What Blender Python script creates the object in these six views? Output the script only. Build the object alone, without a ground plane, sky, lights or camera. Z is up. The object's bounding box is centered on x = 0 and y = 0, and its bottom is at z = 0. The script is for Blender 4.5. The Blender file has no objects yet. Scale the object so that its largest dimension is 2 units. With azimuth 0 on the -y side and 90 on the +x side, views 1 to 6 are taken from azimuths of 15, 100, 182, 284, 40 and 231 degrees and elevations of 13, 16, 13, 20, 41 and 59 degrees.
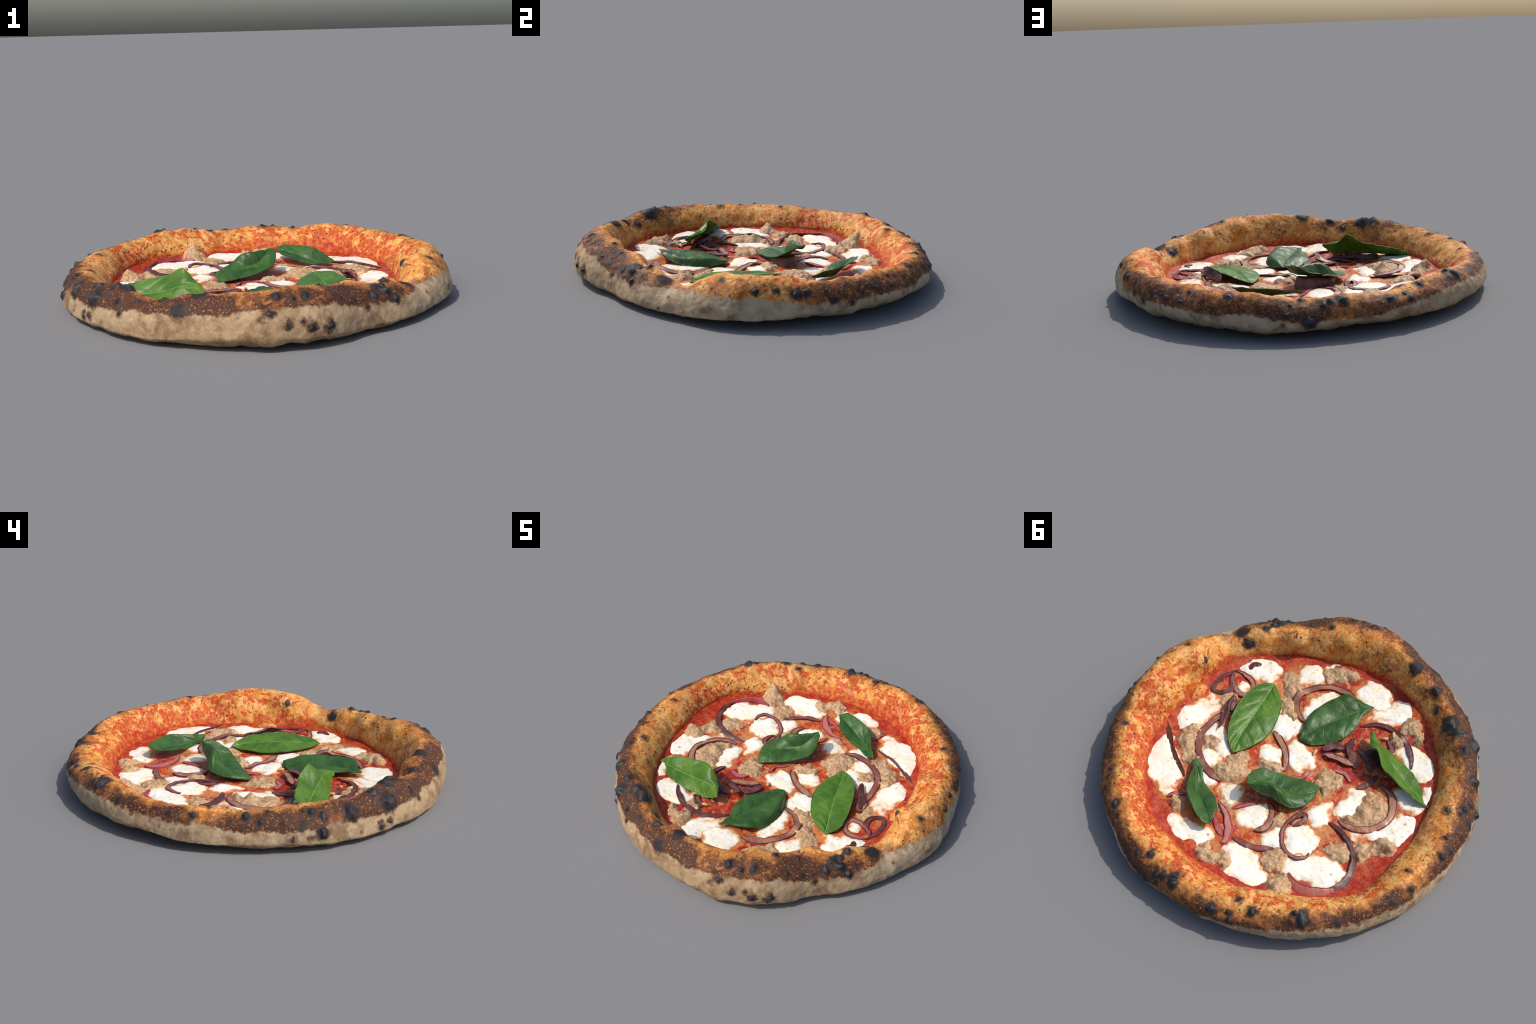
"""A wood-fired pizza: puffed, charred crust ring, tomato sauce, melted mozzarella,
sausage crumble, red-onion slices and five basil leaves."""
import bpy, math
import numpy as np
from mathutils import Vector, Matrix

TAU = 2 * math.pi
ZF = 0.054                      # level where the crust wall meets the sauce

# ------------------------------------------------------------------ noise
_rng = np.random.RandomState(11)
_perm = _rng.permutation(512)
_perm = np.concatenate([_perm, _perm, _perm])
_grad = _rng.normal(size=(512, 3))
_grad /= np.linalg.norm(_grad, axis=1)[:, None]


def perlin(P):
    """gradient noise in about -1..1 at an (n,3) array of points"""
    P = np.asarray(P, float)
    i = np.floor(P).astype(int)
    f = P - i
    i &= 511
    w = f * f * f * (f * (f * 6 - 15) + 10)
    out = 0.0
    for dx in (0, 1):
        for dy in (0, 1):
            for dz in (0, 1):
                h = _perm[_perm[_perm[(i[..., 0] + dx) & 511] + ((i[..., 1] + dy) & 511)] + ((i[..., 2] + dz) & 511)]
                g = _grad[h & 511]
                d = f - np.array([dx, dy, dz])
                k = ((w[..., 0] if dx else 1 - w[..., 0]) * (w[..., 1] if dy else 1 - w[..., 1])
                     * (w[..., 2] if dz else 1 - w[..., 2]))
                out = out + k * (g * d).sum(-1)
    return out * 1.5


def fbm(P, octaves=3, gain=0.5):
    a, s, t = 1.0, 0.0, 1.0
    P = np.asarray(P, float)
    for o in range(octaves):
        s = s + a * perlin(P * t + 17.3 * o)
        a *= gain
        t *= 2.1
    return s


def smooth(a, b, x):
    t = np.clip((x - a) / (b - a), 0, 1)
    return t * t * (3 - 2 * t)


def ring_curve(vals, theta):
    """periodic Catmull-Rom through equally spaced control values"""
    v = np.asarray(vals, float)
    n = len(v)
    t = (np.asarray(theta) % TAU) / TAU * n
    k = np.floor(t).astype(int)
    f = t - k
    a, b, c, d = (v[(k + o) % n] for o in (-1, 0, 1, 2))
    return (b + 0.5 * f * (c - a + f * (2 * a - 5 * b + 4 * c - d + f * (3 * (b - c) + d - a))))


def spline(pts, n, closed=False):
    """Catmull-Rom through control points, n samples"""
    p = np.asarray(pts, float)
    m = len(p)
    t = np.linspace(0, m if closed else m - 1, n, endpoint=not closed)
    k = np.minimum(np.floor(t).astype(int), m - 1 if closed else m - 2)
    f = (t - k)[:, None]

    def g(i):
        if closed:
            return p[i % m]
        q = p[np.clip(i, 0, m - 1)].copy()
        lo, hi = i < 0, i > m - 1
        q[lo] = 2 * p[0] - p[1]
        q[hi] = 2 * p[-1] - p[-2]
        return q
    a, b, c, d = g(k - 1), g(k), g(k + 1), g(k + 2)
    return b + 0.5 * f * (c - a + f * (2 * a - 5 * b + 4 * c - d + f * (3 * (b - c) + d - a)))


# ------------------------------------------------------------------ the crust profile, every 15 degrees
R_OUT = [0.990, 0.970, 0.972, 0.978, 0.990, 0.980, 0.984, 0.970, 0.970, 0.977, 0.990, 0.996,
         1.000, 0.995, 0.998, 0.988, 0.993, 0.998, 0.984, 1.010, 1.004, 0.936, 0.944, 0.955]
Z_EQ = [0.049, 0.054, 0.103, 0.102, 0.106, 0.072, 0.079, 0.093, 0.095, 0.082, 0.093, 0.070,
        0.048, 0.061, 0.047, 0.041, 0.050, 0.040, 0.058, 0.079, 0.058, 0.051, 0.046, 0.042]
R_BOT = [0.856, 0.857, 0.850, 0.837, 0.832, 0.838, 0.841, 0.842, 0.849, 0.861, 0.878, 0.875,
         0.876, 0.880, 0.877, 0.873, 0.872, 0.875, 0.875, 0.872, 0.862, 0.848, 0.842, 0.850]
Z_BOT = [0.030, 0.032, 0.028, 0.022, 0.020, 0.020, 0.022, 0.026, 0.024, 0.020, 0.022, 0.040,
         0.030, 0.007, 0.011, 0.008, 0.006, 0.006, 0.012, 0.010, 0.012, 0.007, 0.015, 0.013]
R_TOP = [0.828, 0.862, 0.863, 0.870, 0.877, 0.892, 0.892, 0.876, 0.882, 0.871, 0.885, 0.900,
         0.889, 0.898, 0.868, 0.885, 0.869, 0.878, 0.860, 0.863, 0.832, 0.775, 0.813, 0.824]
Z_TOP = [0.221, 0.245, 0.212, 0.203, 0.194, 0.203, 0.166, 0.180, 0.166, 0.199, 0.189, 0.173,
         0.180, 0.173, 0.186, 0.192, 0.205, 0.183, 0.222, 0.233, 0.242, 0.206, 0.190, 0.157]
R_IN = [0.715, 0.710, 0.726, 0.750, 0.755, 0.756, 0.740, 0.726, 0.745, 0.728, 0.782, 0.802,
        0.766, 0.758, 0.755, 0.773, 0.772, 0.776, 0.770, 0.740, 0.715, 0.722, 0.728, 0.745]

# charred blisters: angle (deg), place on the profile (0 bottom, 1/3 outside, 2/3 crest, 1 inside), radius mm, height mm
BLISTERS = """11,0.50,14,10; 17,0.50,12,4; 23,0.48,24,8; 26,0.49,16,8; 34,0.39,16,4; 40,0.64,14,4; 40,0.36,14,4;
49,0.47,12,5; 50,0.46,12,6; 56,0.45,14,6; 57,0.58,12,8; 60,0.55,12,5; 70,0.57,20,8; 87,0.44,14,8; 88,0.56,12,8;
91,0.66,16,12; 93,0.36,28,8; 97,0.53,18,8; 99,0.57,16,12; 102,0.63,22,6; 103,0.55,22,16; 117,0.53,22,16; 122,0.55,14,6;
123,0.46,16,10; 124,0.72,14,4; 129,0.60,20,8; 140,0.54,16,5; 142,0.62,14,14; 144,0.57,34,16; 154,0.51,16,4; 171,0.54,12,5;
178,0.54,14,8; 181,0.71,10,6; 188,0.52,10,5; 192,0.57,18,14; 196,0.52,14,7; 198,0.64,12,8; 202,0.49,10,5; 204,0.37,10,4;
207,0.47,20,5; 207,0.72,14,6; 208,0.58,12,10; 209,0.37,10,4; 210,0.56,20,14; 212,0.40,24,22; 213,0.51,20,10;
221,0.51,34,20; 230,0.36,14,5; 231,0.62,24,10; 233,0.37,12,8; 234,0.50,42,30; 238,0.67,24,14; 242,0.72,42,14; 244,0.52,14,8;
246,0.45,10,6; 250,0.57,12,7; 251,0.80,18,6; 257,0.69,22,12; 264,0.50,30,3; 268,0.68,34,3; 286,0.44,10,3; 288,0.46,14,8;
290,0.58,20,14; 292,0.40,12,4; 294,0.55,16,8; 296,0.41,10,4; 298,0.38,16,10; 298,0.56,18,7; 303,0.38,18,12;
304,0.66,14,8; 308,0.52,12,6; 312,0.61,14,6; 313,0.50,10,4; 317,0.45,10,4; 321,0.52,22,10; 324,0.58,26,8; 326,0.54,24,18;
327,0.61,16,10; 328,0.47,18,10; 330,0.66,18,12; 338,0.80,24,6; 339,0.62,30,4; 359,0.81,20,6; 0,0.60,10,4"""
BLISTERS = [tuple(float(v) for v in b.split(',')) for b in BLISTERS.split(';')]


# puffed bulges and dents of the rim: angle, place on the profile, radius m, height m
BULGES = [(1, .81, .055, .034), (-14, .72, .05, -.014), (21, .82, .060, .024), (-28, .79, .055, .024),
          (-43, .80, .055, .032), (56, .78, .060, .026), (72, .82, .05, -.022), (90, .80, .07, .014), (109, .84, .05, -.020),
          (-64, .80, .05, .020), (-97, .80, .06, .020),
          (-6, .62, .08, .010), (33, .77, .055, -.038), (-75, .86, .05, -.012), (124, .82, .06, .012),
          (133, .80, .05, -.010), (150, .84, .07, .012), (200, .82, .08, .010), (225, .80, .05, -.010), (256, .80, .06, -.010),
          (287, .20, .07, .020), (275, .22, .09, .008), (84, .20, .14, .010), (165, .25, .10, -.006)]


def profile(theta, s):
    """undisplaced crust surface"""
    R, ze, rb, zb, rt, zt, ri = (ring_curve(v, theta) for v in (R_OUT, Z_EQ, R_BOT, Z_BOT, R_TOP, Z_TOP, R_IN))
    a = np.clip(s * 3, 0, 1) * math.pi / 2
    b = np.clip(s * 3 - 1, 0, 1) * math.pi / 2
    c = np.clip(s * 3 - 2, 0, 1) * math.pi / 2
    r = np.where(s < 1 / 3, rb + (R - rb) * np.sin(a),
                 np.where(s < 2 / 3, rt + (R - rt) * np.cos(b), rt - (rt - ri) * np.sin(c) ** 1.3))
    z = np.where(s < 1 / 3, ze - (ze - zb) * np.cos(a),
                 np.where(s < 2 / 3, ze + (zt - ze) * np.sin(b), ZF + (zt - ZF) * np.abs(np.cos(c)) ** 1.3))
    return np.stack([r * np.cos(theta), r * np.sin(theta), z], -1)


def normal_of(fn, theta, s):
    e, d = 2e-3, 4e-3
    t1 = fn(theta + e, s) - fn(theta - e, s)
    s0, s1 = np.clip(s - d, 0, 1), np.clip(s + d, 0, 1)
    n = np.cross(t1, fn(theta, s1) - fn(theta, s0))
    return n / (np.linalg.norm(n, axis=-1, keepdims=True) + 1e-12)


def crust(theta, s):
    """crust surface with its lumps, wrinkles and swollen blisters"""
    theta, s = np.broadcast_arrays(np.asarray(theta, float), np.asarray(s, float))
    P = profile(theta, s)
    N = normal_of(profile, theta, s)
    h = 0.007 * perlin(P * 6.0) + 0.0065 * perlin(P * 13.0 + 5) + 0.0026 * perlin(P * 33.0) + 0.0010 * perlin(P * 80.0)
    low = smooth(0.30, 0.05, s)                               # knobbly underside rim
    h = h + low * 0.006 * perlin(P * 22.0 + 9)
    h = h * smooth(1.0, 0.93, s)
    for deg, bs, rad, hgt in BULGES:
        c = profile(np.array(math.radians(deg)), np.array(bs))
        h = h + hgt * np.exp(-((P - c) ** 2).sum(-1) / rad ** 2) * smooth(1.0, 0.95, s)
    for deg, bs, rad, hgt in BLISTERS:
        c = profile(np.array(math.radians(deg)), np.array(bs))
        d2 = ((P - c) ** 2).sum(-1)
        h = h + 0.45 * hgt / 1000 * np.exp(-d2 / (1.1 * rad / 1000) ** 2)
    return P + N * h[..., None]


def sauce_level(x, y):
    P = np.stack([x, y, np.zeros_like(x)], -1)
    return (0.043 + 0.010 * smooth(0.42, 0.72, np.hypot(x, y))
            + 0.013 * np.exp(-((x - 0.49) ** 2 + (y - 0.30) ** 2) / 0.26 ** 2) + 0.005 * perlin(P * 5.0 + 3) + 0.0035 * perlin(P * 16.0)
            + 0.0016 * perlin(P * 45.0) + 0.0008 * perlin(P * 110.0))


# ------------------------------------------------------------------ mesh helpers
ROOT = bpy.data.objects.new("pizza", None)
ROOT["label"] = "round wood-fired pizza with charred crust, mozzarella, onion and basil"
ROOT["category"] = "pizza"
bpy.context.scene.collection.objects.link(ROOT)


def make(name, verts, faces, mats, parent=ROOT, smooth_shade=True, face_mat=None, matrix=None):
    me = bpy.data.meshes.new(name)
    V = np.asarray(verts, float)
    if matrix is not None:
        inv = np.array(matrix.inverted())
        V = V @ inv[:3, :3].T + inv[:3, 3]
    me.from_pydata(V.tolist(), [], [tuple(int(i) for i in f) for f in faces])
    for m in (mats if isinstance(mats, (list, tuple)) else [mats]):
        me.materials.append(m)
    if face_mat is not None:
        me.polygons.foreach_set("material_index", np.asarray(face_mat, np.int32))
    if smooth_shade:
        me.polygons.foreach_set("use_smooth", np.ones(len(me.polygons), bool))
    me.update()
    ob = bpy.data.objects.new(name, me)
    bpy.context.scene.collection.objects.link(ob)
    ob.parent = parent
    if matrix is not None:
        ob.matrix_basis = matrix if parent is ROOT else matrix
    return ob


def grid_faces(nu, nv, wrap_u=False, wrap_v=False, off=0):
    i = np.arange(nu if wrap_u else nu - 1)
    j = np.arange(nv if wrap_v else nv - 1)
    I, J = np.meshgrid(i, j, indexing='ij')
    I2, J2 = (I + 1) % nu, (J + 1) % nv
    return (np.stack([I * nv + J, I2 * nv + J, I2 * nv + J2, I * nv + J2], -1).reshape(-1, 4) + off)


# ------------------------------------------------------------------ node helpers
class Nodes:
    def __init__(self, name):
        self.m = bpy.data.materials.new(name)
        self.m.use_nodes = True
        self.t = self.m.node_tree
        self.t.nodes.clear()
        self.out = self.t.nodes.new("ShaderNodeOutputMaterial")
        self.b = self.t.nodes.new("ShaderNodeBsdfPrincipled")
        self.t.links.new(self.b.outputs[0], self.out.inputs[0])
        self.co = self.t.nodes.new("ShaderNodeTexCoord").outputs["Object"]

    def link(self, a, b):
        self.t.links.new(a, b)

    def put(self, sock, v):
        if isinstance(v, bpy.types.NodeSocket):
            self.link(v, sock)
        else:
            sock.default_value = v

    def math(self, op, a, b=0.0, c=0.0, clamp=False):
        n = self.t.nodes.new("ShaderNodeMath")
        n.operation = op
        n.use_clamp = clamp
        self.put(n.inputs[0], a)
        self.put(n.inputs[1], b)
        self.put(n.inputs[2], c)
        return n.outputs[0]

    def add(self, a, b): return self.math('ADD', a, b)
    def sub(self, a, b): return self.math('SUBTRACT', a, b)
    def mul(self, a, b): return self.math('MULTIPLY', a, b)
    def max(self, a, b): return self.math('MAXIMUM', a, b)

    def step(self, x, lo, hi, to0=0.0, to1=1.0):
        n = self.t.nodes.new("ShaderNodeMapRange")
        n.interpolation_type = 'SMOOTHSTEP'
        self.put(n.inputs['Value'], x)
        if not isinstance(lo, bpy.types.NodeSocket) and not isinstance(hi, bpy.types.NodeSocket) and lo > hi:
            lo, hi, to0, to1 = hi, lo, to1, to0
        self.put(n.inputs['From Min'], lo)
        self.put(n.inputs['From Max'], hi)
        n.inputs['To Min'].default_value = to0
        n.inputs['To Max'].default_value = to1
        return n.outputs[0]

    def noise(self, scale, detail=4, rough=0.55, vec=None, dist=0.0, offset=None):
        v = vec if vec is not None else self.co
        if offset is not None:
            v = self.vadd(v, offset)
        n = self.t.nodes.new("ShaderNodeTexNoise")
        self.link(v, n.inputs['Vector'])
        n.inputs['Scale'].default_value = scale
        n.inputs['Detail'].default_value = detail
        n.inputs['Roughness'].default_value = rough
        n.inputs['Distortion'].default_value = dist
        return n.outputs['Fac']

    def vadd(self, v, o):
        n = self.t.nodes.new("ShaderNodeVectorMath")
        n.operation = 'ADD'
        self.link(v, n.inputs[0])
        self.put(n.inputs[1], o)
        return n.outputs[0]

    def voronoi(self, scale, vec=None, feature='F1', rand=1.0, out='Distance'):
        n = self.t.nodes.new("ShaderNodeTexVoronoi")
        n.feature = feature
        self.link(vec if vec is not None else self.co, n.inputs['Vector'])
        n.inputs['Scale'].default_value = scale
        n.inputs['Randomness'].default_value = rand
        return n.outputs[out]

    def tex_color(self, scale):
        n = self.t.nodes.new("ShaderNodeTexNoise")
        self.link(self.co, n.inputs['Vector'])
        n.inputs['Scale'].default_value = scale
        return n.outputs['Color']

    def mix(self, f, a, b):
        n = self.t.nodes.new("ShaderNodeMix")
        n.data_type = 'RGBA'
        self.put(n.inputs[0], f)
        for s, v in ((n.inputs[6], a), (n.inputs[7], b)):
            if isinstance(v, tuple):
                v = v + (1.0,) if len(v) == 3 else v
            self.put(s, v)
        return n.outputs[2]

    def scaled(self, vec, sc):
        n = self.t.nodes.new("ShaderNodeMapping")
        self.link(vec, n.inputs[0])
        n.inputs['Scale'].default_value = sc
        return n.outputs[0]

    def ring(self, ang, vals):
        """value that varies round the ring: control values at equal angles"""
        n = self.t.nodes.new("ShaderNodeFloatCurve")
        c = n.mapping.curves[0]
        k = len(vals)
        while len(c.points) < k + 1:
            c.points.new(0.5, 0.5)
        for i in range(k + 1):
            c.points[i].location = (i / k, vals[i % k])
        n.mapping.update()
        self.link(ang, n.inputs['Value'])
        return n.outputs[0]

    def xyz(self, v=None):
        n = self.t.nodes.new("ShaderNodeSeparateXYZ")
        self.link(v if v is not None else self.co, n.inputs[0])
        return n.outputs

    def bump(self, h, strength, dist):
        n = self.t.nodes.new("ShaderNodeBump")
        self.put(n.inputs['Strength'], strength)
        n.inputs['Distance'].default_value = dist
        self.link(h, n.inputs['Height'])
        self.link(n.outputs[0], self.b.inputs['Normal'])

    def finish(self, color, rough=0.6, spec=0.4):
        self.put(self.b.inputs['Base Color'], color if not isinstance(color, tuple) else color + (1.0,))
        self.put(self.b.inputs['Roughness'], rough)
        self.b.inputs['Specular IOR Level'].default_value = spec
        return self.m


# ------------------------------------------------------------------ materials
def crust_material():
    n = Nodes("baked_dough")
    x, y, z = n.xyz()
    ang = n.math('DIVIDE', n.math('ARCTAN2', y, x), TAU)
    ang = n.math('FRACT', n.add(ang, 1.0))
    r = n.math('SQRT', n.add(n.mul(x, x), n.mul(y, y)))
    wob = n.noise(5.0, 5, 0.6)
    rt = n.ring(ang, R_TOP)
    side = n.sub(r, rt)                                       # >0 outside the crest

    # floury pale dough low on the outside; its upper limit wanders round the rim
    edge = n.ring(ang, [.158, .137, .120, .125, .115, .120, .095, .083, .110, .140, .145, .130,
                        .125, .108, .112, .112, .130, .138, .155, .178, .178, .142, .130, .148])
    fray = n.mul(n.sub(n.noise(26, 5, 0.65), 0.5), 0.055)
    fray2 = n.mul(n.sub(wob, 0.5), 0.05)
    rel = n.sub(n.sub(edge, z), n.add(fray, fray2))
    pale = n.mul(n.step(rel, -0.007, 0.007), n.step(side, -0.005, 0.025))

    # pale dough colour, mottled
    m1 = n.noise(11, 6, 0.65, offset=(3, 1, 7))
    m2 = n.noise(70, 4, 0.7)
    pc = n.mix(n.step(m1, 0.35, 0.68), (0.42, 0.285, 0.155), (0.28, 0.170, 0.086))
    pc = n.mix(n.mul(n.step(m2, 0.45, 0.75), 0.7), pc, (0.50, 0.37, 0.23))
    flour = n.ring(ang, [.7, .8, .75, .7, .7, .7, .6, .5, .4, .4, .3, .3, .3, .3, .3, .3, .2, .1, .0, .0, .1, .2, .3, .5])
    pc = n.mix(n.mul(flour, 0.7), pc, n.mix(n.step(m1, 0.38, 0.66), (0.49, 0.42, 0.31), (0.38, 0.31, 0.22)))
    smudge = n.step(n.noise(8, 6, 0.65, offset=(9, 2, 4)), 0.50, 0.64)
    pc = n.mix(n.mul(smudge, 0.75), pc, (0.17, 0.085, 0.042))
    dots = n.step(n.voronoi(17), 0.24, 0.12)
    pc = n.mix(n.mul(n.mul(dots, n.step(n.noise(4, 2, offset=(1, 5, 2)), 0.5, 0.62)), 0.8), pc, (0.10, 0.045, 0.024))

    # baked top: cream, gold, mustard, orange
    g1 = n.noise(13, 6, 0.65, offset=(2, 8, 3))
    g2 = n.add(n.mul(n.noise(64, 6, 0.68, dist=0.5, offset=(6, 1, 9)), 0.65), n.mul(n.noise(15, 3, 0.5, offset=(1, 6, 9)), 0.35))
    bc = n.mix(n.step(g1, 0.40, 0.60), (0.60, 0.285, 0.070), (0.56, 0.170, 0.020))
    bc = n.mix(n.mul(n.step(n.noise(5, 3, 0.5, offset=(4, 4, 1)), 0.5, 0.66), 0.45), bc, (0.53, 0.220, 0.024))
    bc = n.mix(n.mul(n.step(g2, 0.47, 0.58), 0.92), bc, (0.74, 0.415, 0.145))

    # red sauce stains on the inner slope and the crest
    stain_v = n.scaled(n.co, (1, 1, 0.8))
    st = n.add(n.mul(n.noise(32, 4, 0.5, vec=stain_v, dist=0.5, offset=(5, 3, 2)), 0.72), n.mul(n.noise(14, 3, 0.5, offset=(2, 9, 2)), 0.28))
    cell_v = n.vadd(stain_v, n.scaled(n.tex_color(30), (.016, .016, .016)))
    cells = n.step(n.voronoi(34, vec=cell_v, feature='DISTANCE_TO_EDGE'), 0.03, 0.13)
    st2 = n.noise(4.0, 2, 0.5, offset=(8, 8, 8))
    where = n.ring(ang, [.75, .80, .78, .80, .85, .85, .90, .85, .70, .70, .65, .62,
                         .65, .60, .40, .30, .38, .35, .40, .52, .55, .45, .45, .62])
    thr = n.add(0.610, n.add(n.mul(n.sub(0.6, where), 0.32), n.add(n.mul(n.math('MAXIMUM', side, -0.02), 2.6), n.mul(n.sub(0.5, st2), 0.35))))
    stain = n.mul(n.step(n.sub(st, thr), -0.014, 0.016), n.add(n.mul(cells, 0.4), 0.6))
    sc = n.mix(n.step(n.noise(60, 3), 0.4, 0.65), (0.41, 0.028, 0.008), (0.50, 0.080, 0.013))
    bc = n.mix(n.mul(stain, 0.92), bc, sc)

    # toasting: brown speckle that closes into dark patches on the outside shoulder
    toast = n.ring(ang, [.20, .24, .40, .54, .58, .60, .60, .58, .58, .58, .62, .66,
                         .66, .66, .76, .90, .95, .88, .82, .74, .70, .76, .70, .36])
    tb = n.add(n.mul(n.sub(toast, 0.55), 0.60), n.add(n.add(n.mul(n.math('MINIMUM', n.math('MAXIMUM', side, -0.055), 0.07), 2.6), n.mul(n.step(side, -0.01, 0.05), 0.14)), n.mul(n.sub(wob, 0.5), 1.25)))
    t1 = n.step(n.add(n.noise(62, 6, 0.72, offset=(1, 2, 3)), tb), 0.52, 0.68)
    t2 = n.step(n.add(n.noise(28, 7, 0.74, offset=(7, 5, 3)), n.mul(tb, 0.9)), 0.64, 0.78)
    t3 = n.step(n.add(n.noise(20, 8, 0.72, offset=(3, 9, 1)), tb), 0.80, 0.90)
    bc = n.mix(n.mul(t1, 0.80), bc, (0.31, 0.105, 0.022))
    bc = n.mix(n.mul(t2, 0.88), bc, (0.130, 0.044, 0.016))
    bc = n.mix(n.mul(t3, 0.85), bc, (0.046, 0.019, 0.012))
    glint = n.step(n.noise(95, 4, 0.65), 0.55, 0.65)
    bc = n.mix(n.mul(glint, n.mul(t1, 0.75)), bc, (0.52, 0.20, 0.06))

    # leopard freckles
    fv = n.vadd(n.co, (0.37, 0.11, 0.53))
    fr = n.add(n.voronoi(36, vec=fv), n.mul(n.sub(n.noise(60, 3), 0.5), 0.35))
    fsel = n.step(n.noise(6, 3, 0.6, offset=(2, 2, 6)), 0.42, 0.6)
    bc = n.mix(n.mul(n.step(fr, 0.27, 0.17), n.mul(fsel, 0.9)), bc, (0.060, 0.021, 0.012))
    col = n.mix(pale, bc, pc)

    # sauce soaked into the foot of the inner wall
    reach = n.ring(ang, [.035, .03, .035, .05, .06, .07, .07, .055, .045, .04, .03, .03,
                         .03, .03, .03, .035, .04, .045, .04, .045, .04, .03, .03, .05])
    wet = n.sub(n.add(reach, n.mul(n.sub(n.noise(10, 5, 0.6, offset=(5, 5, 5)), 0.5), 0.12)), n.sub(z, ZF))
    wet = n.mul(n.step(wet, -0.012, 0.022), n.step(side, -0.03, -0.055))
    col = n.mix(n.mul(wet, 0.9), col, n.mix(n.step(n.noise(45, 4), 0.4, 0.62), (0.36, 0.022, 0.009), (0.54, 0.125, 0.022)))

    # scorched ground round each blister
    jit = n.mul(n.sub(n.noise(34, 5, 0.65, offset=(1, 7, 4)), 0.5), 0.075)
    field = None
    for deg, bs, rad, hgt in BLISTERS:
        c = profile(np.array(math.radians(deg)), np.array(bs))
        d = n.t.nodes.new("ShaderNodeVectorMath")
        d.operation = 'DISTANCE'
        n.link(n.co, d.inputs[0])
        d.inputs[1].default_value = tuple(float(v) for v in c)
        e = n.sub(d.outputs['Value'], 1.25 * rad / 1000)
        field = e if field is None else n.math('MINIMUM', field, e)
    field = n.add(field, jit)
    col = n.mix(n.mul(n.step(field, 0.020, -0.004), 0.85), col, (0.075, 0.027, 0.014))
    col = n.mix(n.step(field, 0.003, -0.010), col, (0.022, 0.019, 0.018))

    bh = n.add(n.mul(n.noise(85, 5, 0.65), 0.6), n.mul(n.noise(240, 3, 0.6), 0.25))
    n.bump(bh, 0.35, 0.008)
    return n.finish(col, n.step(n.noise(30, 3), 0.3, 0.7, 0.58, 0.80), 0.28)


def char_material():
    n = Nodes("burnt_dough")
    a = n.noise(30, 5, 0.6)
    c = n.mix(n.step(a, 0.38, 0.70), (0.014, 0.0125, 0.0125), (0.040, 0.037, 0.037))
    c = n.mix(n.mul(n.step(n.noise(14, 4, 0.6, offset=(3, 3, 3)), 0.60, 0.72), 0.6), c, (0.065, 0.028, 0.016))
    n.bump(n.noise(120, 5, 0.6), 0.4, 0.006)
    return n.finish(c, 0.55, 0.4)


def sauce_material():
    n = Nodes("tomato_sauce")
    a = n.noise(6, 5, 0.6)
    b = n.noise(26, 5, 0.65, offset=(4, 1, 2))
    c = n.mix(n.step(a, 0.40, 0.60), (0.31, 0.012, 0.005), (0.44, 0.050, 0.010))
    c = n.mix(n.mul(n.step(b, 0.50, 0.68), 0.75), c, (0.56, 0.14, 0.028))
    c = n.mix(n.mul(n.step(n.noise(9, 5, 0.65, offset=(9, 3, 1)), 0.46, 0.58), 0.85), c, (0.54, 0.215, 0.070))
    c = n.mix(n.mul(n.step(n.noise(32, 5, 0.7, offset=(1, 3, 8)), 0.54, 0.66), 0.7), c, (0.66, 0.37, 0.18))
    x, y, z = n.xyz()
    rr = n.math('SQRT', n.add(n.mul(x, x), n.mul(y, y)))
    rim = n.step(n.add(rr, n.mul(n.sub(a, 0.5), 0.35)), 0.60, 0.70)
    c = n.mix(n.mul(rim, 0.75), c, n.mix(n.step(b, 0.42, 0.62), (0.30, 0.012, 0.006), (0.42, 0.040, 0.009)))
    c = n.mix(n.mul(n.step(n.noise(55, 4, 0.6), 0.58, 0.68), 0.6), c, (0.25, 0.010, 0.006))
    n.bump(n.add(n.noise(70, 5, 0.6), n.mul(n.noise(170, 3), 0.5)), 0.5, 0.008)
    return n.finish(c, 0.45, 0.3)


def cheese_material():
    n = Nodes("melted_mozzarella")
    x, y, z = n.xyz()
    w = n.noise(9, 5, 0.6)
    c = n.mix(n.step(w, 0.40, 0.65), (0.85, 0.83, 0.74), (0.84, 0.78, 0.60))
    # oil-browned freckles
    fr = n.add(n.voronoi(24), n.mul(n.sub(n.noise(70, 3), 0.5), 0.3))
    pick = n.step(n.noise(11, 3, 0.6, offset=(3, 1, 2)), 0.42, 0.54)
    c = n.mix(n.mul(n.step(fr, 0.26, 0.10), n.mul(pick, 0.9)), c, (0.62, 0.27, 0.05))
    blush = n.step(n.noise(16, 5, 0.65, offset=(7, 7, 2)), 0.60, 0.76)
    c = n.mix(n.mul(blush, 0.35), c, (0.80, 0.55, 0.34))
    # thin margins where the sauce shows through (z is the thickness over the sauce here)
    thin = n.add(z, n.mul(n.sub(n.noise(22, 7, 0.68), 0.5), 0.0145))
    c = n.mix(n.mul(n.step(thin, 0.0072, 0.0028), 0.85), c, (0.76, 0.50, 0.27))
    c = n.mix(n.mul(n.step(thin, 0.0046, 0.0008), 0.95), c, (0.54, 0.15, 0.035))
    n.bump(n.noise(30, 3, 0.5), 0.10, 0.006)
    return n.finish(c, 0.38, 0.45)


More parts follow.
